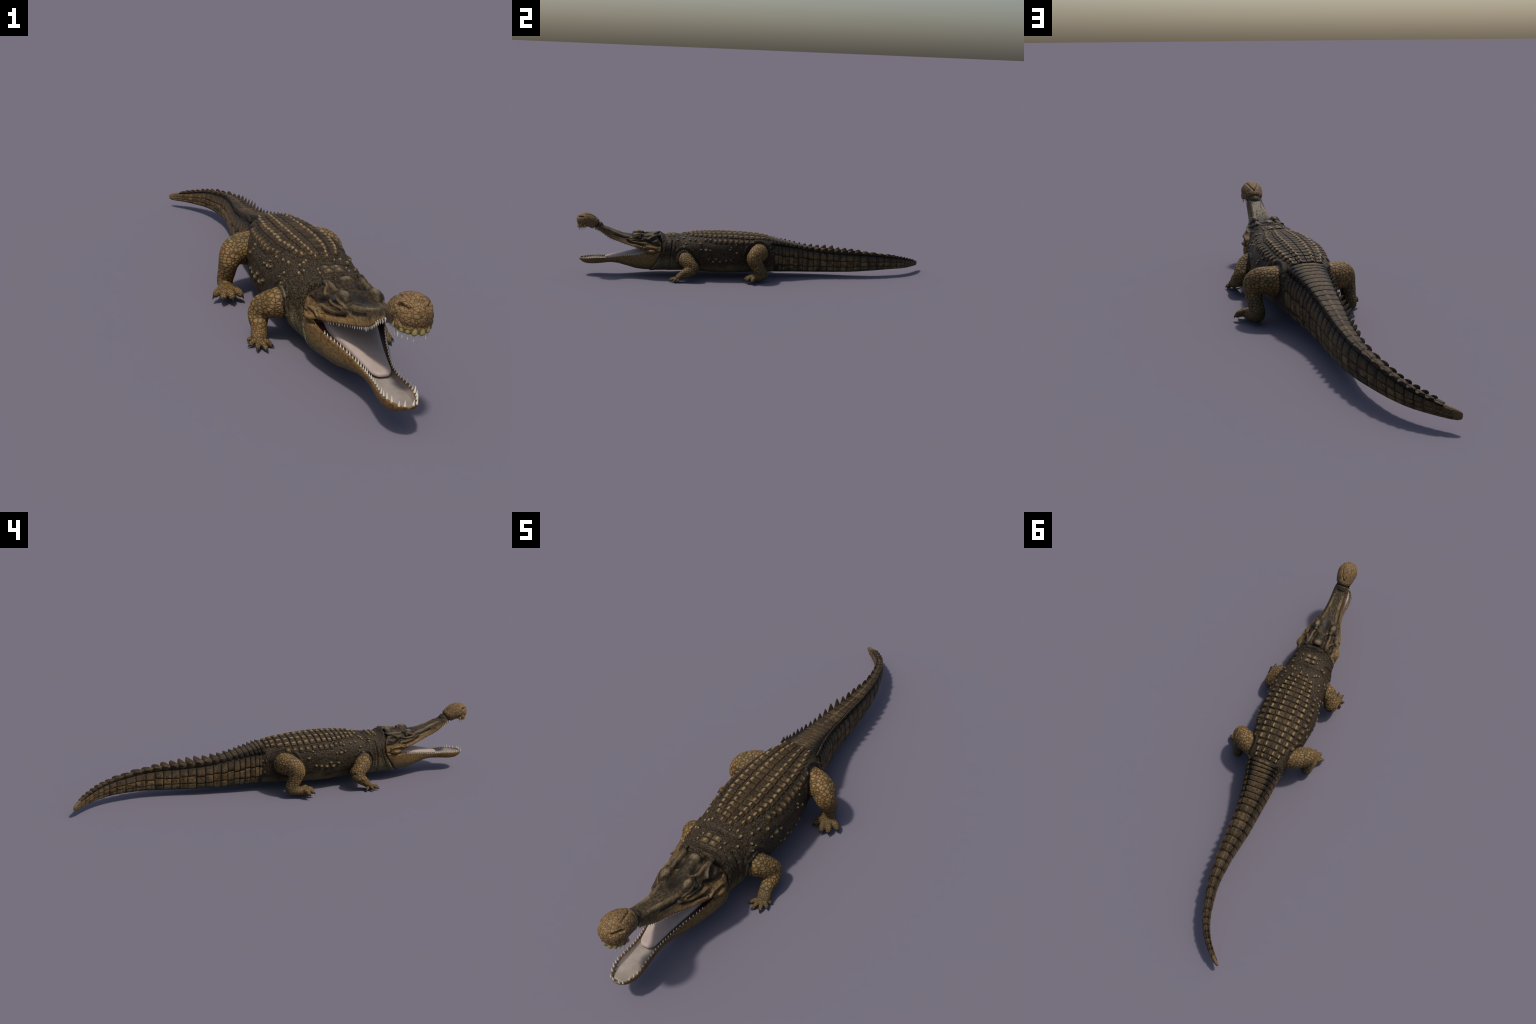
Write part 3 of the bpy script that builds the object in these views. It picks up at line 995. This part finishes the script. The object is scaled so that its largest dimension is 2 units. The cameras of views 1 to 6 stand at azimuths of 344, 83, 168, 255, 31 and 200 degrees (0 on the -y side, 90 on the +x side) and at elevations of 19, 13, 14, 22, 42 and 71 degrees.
HIDE, LIMB, HEAD, KNOB_SKIN = hide_material(), limb_material(), head_material(), knob_material()
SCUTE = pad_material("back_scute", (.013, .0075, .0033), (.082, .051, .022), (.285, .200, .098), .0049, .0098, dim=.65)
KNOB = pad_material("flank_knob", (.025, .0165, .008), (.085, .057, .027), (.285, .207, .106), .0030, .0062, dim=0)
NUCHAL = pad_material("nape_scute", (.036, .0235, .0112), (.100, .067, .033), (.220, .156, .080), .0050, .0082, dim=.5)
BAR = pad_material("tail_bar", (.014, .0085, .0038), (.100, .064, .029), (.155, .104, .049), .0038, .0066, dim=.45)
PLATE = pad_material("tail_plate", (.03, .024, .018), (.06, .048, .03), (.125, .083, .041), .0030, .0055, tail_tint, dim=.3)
CREST = pad_material("tail_crest", (.013, .008, .0042), (.064, .041, .020), (.058, .040, .022), .010, .026, dim=.3)


def plain(name, col, col2, scale, rough, spec=.5, sss=0):
    mt, net, b = material(name, rough, spec)
    P = obj_coord(net)
    n = net.noise(P, scale, 3, .6)
    net._in(b.inputs["Base Color"], net.mixc(net.step(n, .3, .7), col, col2))
    if sss:
        b.inputs["Subsurface Weight"].default_value = sss
        b.inputs["Subsurface Radius"].default_value = (.006, .003, .002)
        b.inputs["Subsurface Scale"].default_value = 1
    return mt


TOOTH = plain("tooth_ivory", (.66, .62, .50), (.50, .45, .33), 60, .3)
GUM = plain("yellow_gum", (.26, .225, .075), (.150, .110, .040), 140, .5, .3)
TONGUE = plain("tongue_flesh", (.335, .262, .225), (.30, .232, .198), 30, .55, .25)
LINING = plain("mouth_lining", (.265, .225, .190), (.20, .165, .135), 25, .55, .25)
CLAW = plain("claw_horn", (.010, .009, .009), (.022, .020, .018), 80, .5, .2)
EYE = plain("eye_ball", (.010, .012, .018), (.022, .027, .040), 120, .12, .5)

# ------------------------------------------------------------------ split the skin into anatomical parts
root = bpy.data.objects.new("giant_crocodile", None)
root.empty_display_size = .2
COL.objects.link(root)
root["label"] = "long-snouted dark armoured crocodile, open toothy jaws, knobbed snout"
root["category"] = "crocodile"

C = V[Q].mean(1)
field = trunk_field(C)
limb_names = list(LIMBS)
limbs = np.stack([capsules(C, LIMBS[k]["chain"]) for k in limb_names])
which, nearest = limbs.argmin(0), limbs.min(0)
is_limb = (C[:, 1] > -.52) & (C[:, 1] < .12) & (((field > 1.035) & (nearest < .010)) | (field > 1.35))
foldy = np.interp(C[:, 2], [.0, .035, .055, .09, .13, .17, .2, .23, .26], [-.612, -.610, -.592, -.564, -.539, -.530, -.532, -.551, -.553])
is_head = C[:, 1] < foldy
gape = np.interp(C[:, 1], [-1, -.9, -.84, -.74, -.68, -.62, -.57, -.54], [.2, .18, .16, .148, .147, .149, .150, .148])
tip = is_head & (C[:, 2] > .2) & ((C[:, 2] - .2725) * .8 - (C[:, 1] + .8915) > 0)
label = np.full(len(C), 2)                       # torso
label[C[:, 1] > .07] = 3                         # tail
label[C[:, 1] < -.427] = 1                       # neck
label[is_head] = 0
label[is_head & (C[:, 2] < gape)] = 4            # lower jaw
label[tip] = 5
for i in range(4):
    label[is_limb & (which == i)] = 6 + i
names = ["head", "neck", "torso", "tail", "lower_jaw", "snout_knob", "forelimb", "forelimb", "hindlimb", "hindlimb"]
parts = []
for k, nm in enumerate(names):
    q = Q[label == k]
    used, inv = np.unique(q, return_inverse=True)
    me = bpy.data.meshes.new(nm)
    me.vertices.add(len(used))
    me.vertices.foreach_set("co", V[used].ravel())
    me.loops.add(q.size)
    me.loops.foreach_set("vertex_index", inv.ravel().astype(np.int32))
    me.polygons.add(len(q))
    me.polygons.foreach_set("loop_start", np.arange(0, q.size, 4, dtype=np.int32))
    me.update(calc_edges=True)
    me.validate()
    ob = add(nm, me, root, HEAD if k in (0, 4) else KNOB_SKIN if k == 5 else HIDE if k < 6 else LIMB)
    me.normals_split_custom_set_from_vertices([tuple(n) for n in NRM[used]])
    parts.append(ob)
head, neck, torso, tail, jaw, knob = parts[:6]
limb_obs = dict(zip(limb_names, parts[6:]))


# ------------------------------------------------------------------ plates laid on the skin
def pad(name, surf, cu, cv, du, dv, height, keel, parent, mat, nu=13, nv=13, sink=.004, sq=5, squ=None, rounded=False):
    """plate over the patch cu+-du, cv+-dv of surf(u, v); height(U, V) is its relief, in its own frame (z = out of the skin)"""
    g = np.linspace(-1, 1, nu)
    g = np.sign(g) * np.abs(g) ** .62
    hgrid = np.linspace(-1, 1, nv)
    hgrid = np.sign(hgrid) * np.abs(hgrid) ** .62
    Ug, Vg = np.meshgrid(g, hgrid, indexing="ij")
    P = surf(cu + du * Ug, cv + dv * Vg)
    e = 1e-3
    n = norm(np.cross(surf(cu + du * Ug + e, cv + dv * Vg) - surf(cu + du * Ug - e, cv + dv * Vg), surf(cu + du * Ug, cv + dv * Vg + e) - surf(cu + du * Ug, cv + dv * Vg - e)))
    c0 = surf(np.array(cu), np.array(cv))
    mid = n[nu // 2, nv // 2]
    if mid @ (c0 - np.array([float(tX(c0[1])), c0[1], (float(tT(c0[1])) + float(tB(c0[1]))) / 2])) < 0:
        n, mid = -n, -mid
    edge = (1 - np.abs(Ug) ** (squ or sq)) * (1 - np.abs(Vg) ** sq)
    if rounded:
        edge = np.clip(1 - (Ug**2 + Vg**2) ** 1.5, -.6, 1)
    H = np.where(edge < 0, edge * sink, 0) + height * np.clip(edge, 0, 1) ** .6 + keel(Ug, Vg) * np.clip(edge * 1.6, 0, 1)
    rim = (np.abs(Ug) > .999) | (np.abs(Vg) > .999)
    H = np.where(rim, -sink, H)
    W = P + n * H[..., None]
    zax = mid
    yax = norm(surf(np.array(cu), np.array(cv) + e) - surf(np.array(cu), np.array(cv) - e)) if name not in ("tail_plate",) else np.array([0, 1.0, 0])
    yax = norm(yax - zax * (yax @ zax))
    xax = np.cross(yax, zax)
    R = np.stack([xax, yax, zax], 1)
    loc = (W.reshape(-1, 3) - c0) @ R
    idx = np.arange(nu * nv).reshape(nu, nv)
    Fq = np.stack([idx[:-1, :-1], idx[1:, :-1], idx[1:, 1:], idx[:-1, 1:]], -1).reshape(-1, 4)
    fn = np.cross(loc[Fq[0, 1]] - loc[Fq[0, 0]], loc[Fq[0, 2]] - loc[Fq[0, 0]])
    k = Fq[len(Fq) // 2]
    fn = np.cross(loc[k[1]] - loc[k[0]], loc[k[2]] - loc[k[0]])
    if fn[2] < 0:
        Fq = Fq[:, ::-1]
    ob = add(name, mesh_from(name, loc, Fq), parent, mat)
    M = np.eye(4)
    M[:3, :3], M[:3, 3] = R, c0
    ob.matrix_world = Matrix(M.tolist())
    return ob


def keel_fn(u0, h, wu=.22, vc=.1, wv=.75):
    def f(U, Vv):
        ridge = np.exp(-((U - u0) / wu) ** 2)
        along = np.clip(1 - ((Vv - vc) / wv) ** 2, 0, 1) ** .7
        return h * ridge * along
    return f


# --- back shield: rows of keeled scutes
ROWS = [-.388, -.364, -.341, -.317, -.292, -.266, -.240, -.213, -.184, -.153, -.122, -.091, -.061, -.029, .005, .037, .062]
mid_gap = .0005
for i, y in enumerate(ROWS):
    pitch = (ROWS[i + 1] - y) if i + 1 < len(ROWS) else .022
    prev = (y - ROWS[i - 1]) if i else pitch
    dv = .25 * (pitch + prev) - .0013
    wide = float(np.interp(y, [-.39, -.35, -.3, -.24, -.1, 0, .04, .07], [.046, .066, .078, .088, .086, .074, .062, .056]))
    split = wide * .54
    hh = .0044
    for s in (-1, 1):
        j = rng.uniform(-.06, .06, 4)
        pad("scute", lambda u, v: trunk_top(v, u), s * split / 2, y, split / 2 - mid_gap * .6, dv, hh,
            keel_fn(s * (.28 + j[0]), .0058 + .012 * j[1], .19, .06 + j[2], .95), torso, SCUTE, 21, 11, squ=14)
        if i > 0:
            pad("scute", lambda u, v: trunk_top(v, u), s * (split + wide) / 2, y + .0015, (wide - split) / 2 - mid_gap, dv, hh,
                keel_fn(s * (.20 + j[1]), .0060 + .012 * j[0], .24, .06 + j[3], .95), torso, SCUTE, 21, 11, squ=14)
        if 3 < i < 14:
            z0 = float(trunk_top(np.array(y), np.array(wide + .002))[2])
            dz = .0125 if i > 5 else .009
            pad("scute", lambda u, v, s=s: trunk_side(v, u, s), z0 - dz - .001, y + .002, dz, dv - .001, .0040,
                keel_fn(.1, .0045, .4, 0, .8), torso, SCUTE, 13, 11, sq=3)
# --- nape shield
for x, y, du, dv in ((.016, -.489, .0150, .0105), (-.013, -.489, .0150, .0105), (.017, -.465, .0165, .0110), (-.014, -.465, .0165, .0110)):
    pad("nape_scute", lambda u, v: trunk_top(v, u), x, y, du, dv, .0052, keel_fn(0, .003, .35, 0, .9), neck, NUCHAL, 13, 13, sq=4)
# --- loose knobs on nape, shoulders and flanks
def knob_pad(surf, cu, cv, du, dv, h, parent):
    pad("flank_knob", surf, cu, cv, du, dv, .0022, lambda U, Vv: h * np.exp(-(U**2 + Vv**2) / .35), parent, KNOB, 11, 11, sq=2, rounded=True)


for x, y, r in ((.046, -.466, .005), (-.034, -.466, .005), (.044, -.490, .0055), (-.038, -.491, .0055), (.069, -.408, .0075), (.080, -.444, .006), (-.054, -.408, .008), (-.066, -.412, .006),
                (-.066, -.448, .0055), (-.078, -.444, .006), (.052, -.398, .006), (-.046, -.400, .006), (.030, -.412, .005), (.088, -.372, .006), (-.086, -.372, .006), (.094, -.345, .0055), (-.094, -.345, .0055)):
    knob_pad(lambda u, v: trunk_top(v, u), x, y, r * .95, r * 1.45, .0048, neck if y < -.427 else torso)
FLANK_R = [(-.286, .182, 1.3), (-.262, .182, .8), (-.310, .186, .8), (-.290, .196, .7), (-.306, .212, .9), (-.120, .168, 1.1), (-.141, .198, .8), (-.149, .188, .6), (-.230, .140, 1.2),
           (-.271, .133, 1.0), (-.244, .120, 1.3), (-.209, .123, 1.3), (-.180, .127, 1.4), (-.154, .130, 1.1), (-.395, .196, .9), (-.405, .172, .9), (-.385, .182, .6), (-.420, .150, .7)]
FLANK_L = [(-.317, .200, 1.0), (-.314, .169, .8), (-.288, .168, 1.3), (-.266, .167, .8), (-.273, .117, 1.0), (-.234, .120, 1.2), (-.250, .105, 1.3), (-.213, .106, 1.2), (-.180, .113, 1.2),
           (-.154, .116, 1.0), (-.121, .153, 1.1), (-.153, .181, .7), (-.159, .171, .7), (-.105, .205, .8), (-.123, .195, .8), (-.395, .196, .9), (-.405, .178, .8), (-.385, .185, .6), (-.410, .160, .7)]
for side, lst in ((-1, FLANK_R), (1, FLANK_L)):
    for y, z, s in lst:
        knob_pad(lambda u, v, side=side: trunk_side(v, u, side), z, y, .0068 * s, .0100 * s, .0046, torso if y > -.427 else neck)
    for y, z, s in ((.091, .193, 1.1), (.112, .174, 1.0), (.096, .158, .9), (.080, .156, .9), (.090, .138, .8), (.074, .178, .7), (.100, .118, .7), (.086, .100, .7), (.068, .090, .8)):
        knob_pad(lambda u, v, side=side: trunk_side(v, u, side), z, y, .0060 * s, .0064 * s, .0032, tail if y > .07 else torso)

# --- tail: segments with a back bar, two crest blades and three side plates on each flank
TIPS = [.080, .098, .116, .136, .159, .183, .208, .235, .264, .296, .331, .370, .411, .451, .489, .528, .568, .609, .654, .703, .752, .796, .832, .860, .886, .910, .932, .952, .970, .986]
RISE = curve([.07, .15, .25, .35, .42, .5, .56, .62, .7, .8, .9, .97], [.010, .016, .020, .026, .030, .027, .022, .017, .015, .014, .012, .006])


def crest_edge(y, s):
    a, zt, zb = width_scale(y), tT(y), tB(y)
    return trunk_at(y, s * a * .86 * (1 - tK(y)), zt - .06 * (zt - zb))


def blade(y0, y1, s, h, parent):
    """one upright, backward-swept, leaf-thick crest scale standing on the edge of the tail"""
    L = (y1 - y0) * 1.12
    n, m = 18, 9
    base = crest_edge(np.array((y0 + y1) / 2), s)
    fwd = norm(crest_edge(np.array(y1), s) - crest_edge(np.array(y0), s))
    _, nx, ny = frame(np.array((y0 + y1) / 2))
    out = norm(np.array([s * float(nx), s * float(ny), 0]))
    lean = float(np.interp(y0, [.07, .3, .6, .8], [.35, .50, .42, .22]))
    up = norm(np.array([0, 0, 1.0]) + lean * out)
    up = norm(up - fwd * (up @ fwd))
    side = np.cross(fwd, up)
    blunt = float(np.interp(y0, [.1, .45, .6], [1.3, 1.4, 2.4]))
    width = float(width_scale(np.array((y0 + y1) / 2)))
    swept = float(np.interp(y0, [.1, .3, .55, .65], [.30, .34, .34, .42]))
    rings = []
    for k in range(m):
        t = k / (m - 1)
        l = .5 * L * (1 - t**blunt) ** (1.1 / blunt) + .0006
        w = .0022 * (1 - t) ** .6 + .0006 + min(.0055, .13 * width) * (1 - t) ** 3
        c = swept * L * t**1.1
        th = np.linspace(0, 2 * np.pi, n, endpoint=False)
        rings.append(np.stack([w * np.sin(th), c + l * np.cos(th), np.full(n, -.007 + (h + .007) * t)], 1))
    Vb, Fb = loft(rings)
    ob = add("crest_blade", mesh_from("crest_blade", Vb, Fb), parent, CREST)
    M = np.eye(4)
    M[:3, :3], M[:3, 3] = np.stack([side, fwd, up], 1), base
    ob.matrix_world = Matrix(M.tolist())


def side_surf(s):
    def f(u, v):            # u runs from crest (1) to belly line (0)
        zt, zb = tT(v), tB(v)
        return trunk_side(v, zb + u * (zt - zb), s)
    return f


for y0, y1 in zip(TIPS[:-1], TIPS[1:]):
    yc, dv = (y0 + y1) / 2, (y1 - y0) / 2 - .0002
    a = float(width_scale(np.array(yc)))
    hh = float(np.interp(yc, [.07, .5, 1], [.0034, .0032, .0018]))
    grooves = float(sm(yc, .22, .34))

    def bar(U, Vv, g=grooves, yc=yc):
        edge = .0030 * np.exp(-((np.abs(U) - .84) / .14) ** 2)
        edge = edge + .0042 * np.clip((.15 - yc) / .07, 0, 1) * (np.exp(-((np.abs(U) - .28) / .07) ** 2) + np.exp(-((np.abs(U) - .66) / .07) ** 2)) * np.clip(1 - Vv**2, 0, 1)
        return edge + g * .0016 * np.cos(U * 9) + .0008 * (1 - Vv)
    if yc < .975:
        pad("tail_bar", lambda u, v: trunk_top(v, u * width_scale(v) * (1 - tK(v))), 0, yc, .90, dv, hh, bar, tail, BAR, 21, 9, sq=6)
    for s in (-1, 1):
        if yc < .955:
            blade(y0, y1, s, float(RISE(yc)) * rng.uniform(.88, 1.1), tail)
        if yc > .99:
            continue
        cuts = (.90, .57 + rng.uniform(-.035, .035), .30 + rng.uniform(-.03, .03), .07)
        for k in range(3):
            lo, hi = cuts[k + 1] + .002, cuts[k] - .002
            if yc < .095 or (yc < .125 and k == 2):
                continue
            pad("tail_plate", side_surf(s), (lo + hi) / 2, yc + (.002 if k else 0), (hi - lo) / 2, dv, hh * (.9, .8, .6)[k],
                lambda U, Vv, k=k: .0012 * np.cos(U * 1.4) * np.cos(Vv * 1.4), tail, PLATE, 11, 11, sq=(7, 9, 10)[k], sink=.0022)

# ------------------------------------------------------------------ teeth
def cone(name, n=9, m=6, bend=.18):
    rings = []
    for k in range(m):
        t = k / (m - 1)
        r = .30 * (1 - t**1.3) + .02
        th = np.linspace(0, 2 * np.pi, n, endpoint=False)
        rings.append(np.stack([r * np.cos(th), r * np.sin(th) + bend * t * t, np.full(n, -.15 + 1.15 * t)], 1))
    return mesh_from(name, *loft(rings))


tooth_me = cone("tooth", bend=.10)
tooth_me.materials.append(TOOTH)
tooth_me.polygons.foreach_set("use_smooth", np.ones(len(tooth_me.polygons), bool))


def place(me, name, parent, pos, direction, length, thick=1.0, bendto=(0, 1, 0)):
    ob = bpy.data.objects.new(name, me)
    COL.objects.link(ob)
    ob.parent = parent
    z = norm(np.array(direction, float))
    y = np.array(bendto, float)
    y = norm(y - z * (y @ z))
    x = np.cross(y, z)
    M = np.eye(4)
    M[:3, :3] = np.stack([x * length * thick, y * length * thick, z * length], 1)
    M[:3, 3] = pos
    ob.matrix_world = Matrix(M.tolist())
    return ob


ulen = curve([-.90, -.85, -.825, -.81, -.78, -.72, -.66], [.0125, .012, .0125, .0145, .0105, .010, .0085])
for s in (-1, 1):
    y = -.668
    while y > -.900:
        l = float(ulen(y)) * rng.uniform(.78, 1.15)
        x = MID + s * (float(uW(y)) * .93)
        place(tooth_me, "tooth", head, (x, y, float(uZ(y)) + .0025), (s * .12, -.12 + rng.uniform(-.08, .08), -1), l, .78, (-s, .4, 0))
        y -= rng.uniform(.0078, .0104)
    y = -.655
    while y > -.965:
        big = float(np.interp(y, [-.968, -.92, -.86, -.80, -.72, -.65], [.0145, .0145, .0115, .011, .0105, .0095]))
        l = big * rng.uniform(.78, 1.12)
        w = float(lW(y)) - min(.0042, float(lW(y)) * .3)
        place(tooth_me, "tooth", jaw, (MID + s * w, y, float(lR(y)) - .001), (s * .14, -.05 + rng.uniform(-.1, .1), 1), l, .72, (-s, .4, 0))
        y -= float(np.interp(y, [-.96, -.9, -.8, -.65], [.0135, .0135, .0115, .0125])) * rng.uniform(.85, 1.15)
for x in (-.021, -.009, .012, .022):
    y = -.9775 - .006 * (1 - (x / .022) ** 2)
    place(tooth_me, "tooth", jaw, (MID + x, y, .091), (x * 4, -.15, 1), .0140 * rng.uniform(.9, 1.1), .80, (0, 1, 0))
# teeth and swollen gums under the snout knob
gum_me = mesh_from("gum", *tube([(0, 0, -.5, .42, 1, 1), (0, 0, 0, .5, 1, 1), (0, 0, .4, .45, 1, 1)], 14, 4))
gum_me.materials.append(GUM)
gum_me.polygons.foreach_set("use_smooth", np.ones(len(gum_me.polygons), bool))
for k, a in enumerate(np.radians([-98, -74, -54, -34, -13, 12, 34, 55, 76, 98])):
    sx, sy = math.sin(a), -math.cos(a)
    c = np.array([MID + .002 + .0385 * sx, -.9555 + .0320 * sy, .2720 + .006 * abs(sx)])
    big = 1 - .30 * abs(sx) + rng.uniform(-.08, .08)
    place(gum_me, "gum", knob, c, (sx * .35, sy * .35, -1), .0170 * big, .95, (sx, sy, 0))
    place(tooth_me, "tooth", knob, c + np.array([sx * -.002, sy * -.002, -.0105]), (sx * .12, sy * .12 - .05, -1), .0170 * rng.uniform(.8, 1.2), .62, (-sx, -sy, 0))

# ------------------------------------------------------------------ tongue and lining of the lower jaw
def slab(table, n=40, m=60, p=3.5):
    T = np.array(table)[::-1]
    fs = [curve(T[:, 0], T[:, k]) for k in range(1, 4)]
    rings = []
    th = np.linspace(0, 2 * np.pi, n, endpoint=False)
    for y in np.linspace(T[-1, 0], T[0, 0], m):
        w, t, b = (float(f(y)) for f in fs)
        c, s = np.cos(th), np.sin(th)
        x = w * np.sign(c) * np.abs(c) ** (2 / p)
        z = (t + b) / 2 + (t - b) / 2 * np.sign(s) * np.abs(s) ** (2 / p) - .05 * np.abs(x) * (s > 0)
        rings.append(np.stack([MID + x, np.full(n, y), z], 1))
    return loft(rings)


add("tongue", mesh_from("tongue", *slab([(-.598, .070, .160, .115), (-.64, .066, .150, .112), (-.68, .057, .138, .107), (-.72, .047, .1285, .103), (-.76, .0385, .120, .099),
                                         (-.80, .031, .112, .095), (-.825, .0265, .107, .0925), (-.838, .020, .1045, .092), (-.845, .011, .1015, .0935)])), jaw, TONGUE)
lin = []
for y in np.linspace(-.66, -.974, 30):
    w = max(float(lW(y)) - .0085, .003)
    zf = float(lR(y)) - float(lD(y))
    lin.append((y, w, zf + .0030, zf - .005))
add("mouth_lining", mesh_from("mouth_lining", *slab(lin, p=5)), jaw, LINING)

# ------------------------------------------------------------------ eyes
th, ph = np.meshgrid(np.linspace(0, 2 * np.pi, 24, endpoint=False), np.linspace(.06, np.pi - .06, 14))
eye_me = mesh_from("eye", *loft([np.stack([np.sin(p) * np.cos(t), np.sin(p) * np.sin(t), np.cos(p)], 1) for p, t in zip(ph, th)]))
eye_me.materials.append(EYE)
eye_me.polygons.foreach_set("use_smooth", np.ones(len(eye_me.polygons), bool))
for s in (-1, 1):
    place(eye_me, "eye", head, (MID + s * .0588, -.652, .2188), (0, 0, 1), .0078, 1.0, (0, 1, 0))

# ------------------------------------------------------------------ claws
claw_me = cone("claw", 10, 8, bend=-.22)
claw_me.materials.append(CLAW)
claw_me.polygons.foreach_set("use_smooth", np.ones(len(claw_me.polygons), bool))
for k, L in LIMBS.items():
    b = np.array(L["base"])
    for tx, ty, clawed in L["toes"]:
        if not clawed:
            continue
        e = np.array([tx, ty, L["z"] + L["toe_r"] * .45])
        d = norm((e - b) * np.array([1, 1, 0]))
        place(claw_me, "claw", limb_obs[k], e + d * L["toe_r"] * .3 + np.array([0, 0, .001]), d + np.array([0, 0, -.75 if L['z'] > .009 else -.50]), L["claw"], 1.25, (0, 0, 1))
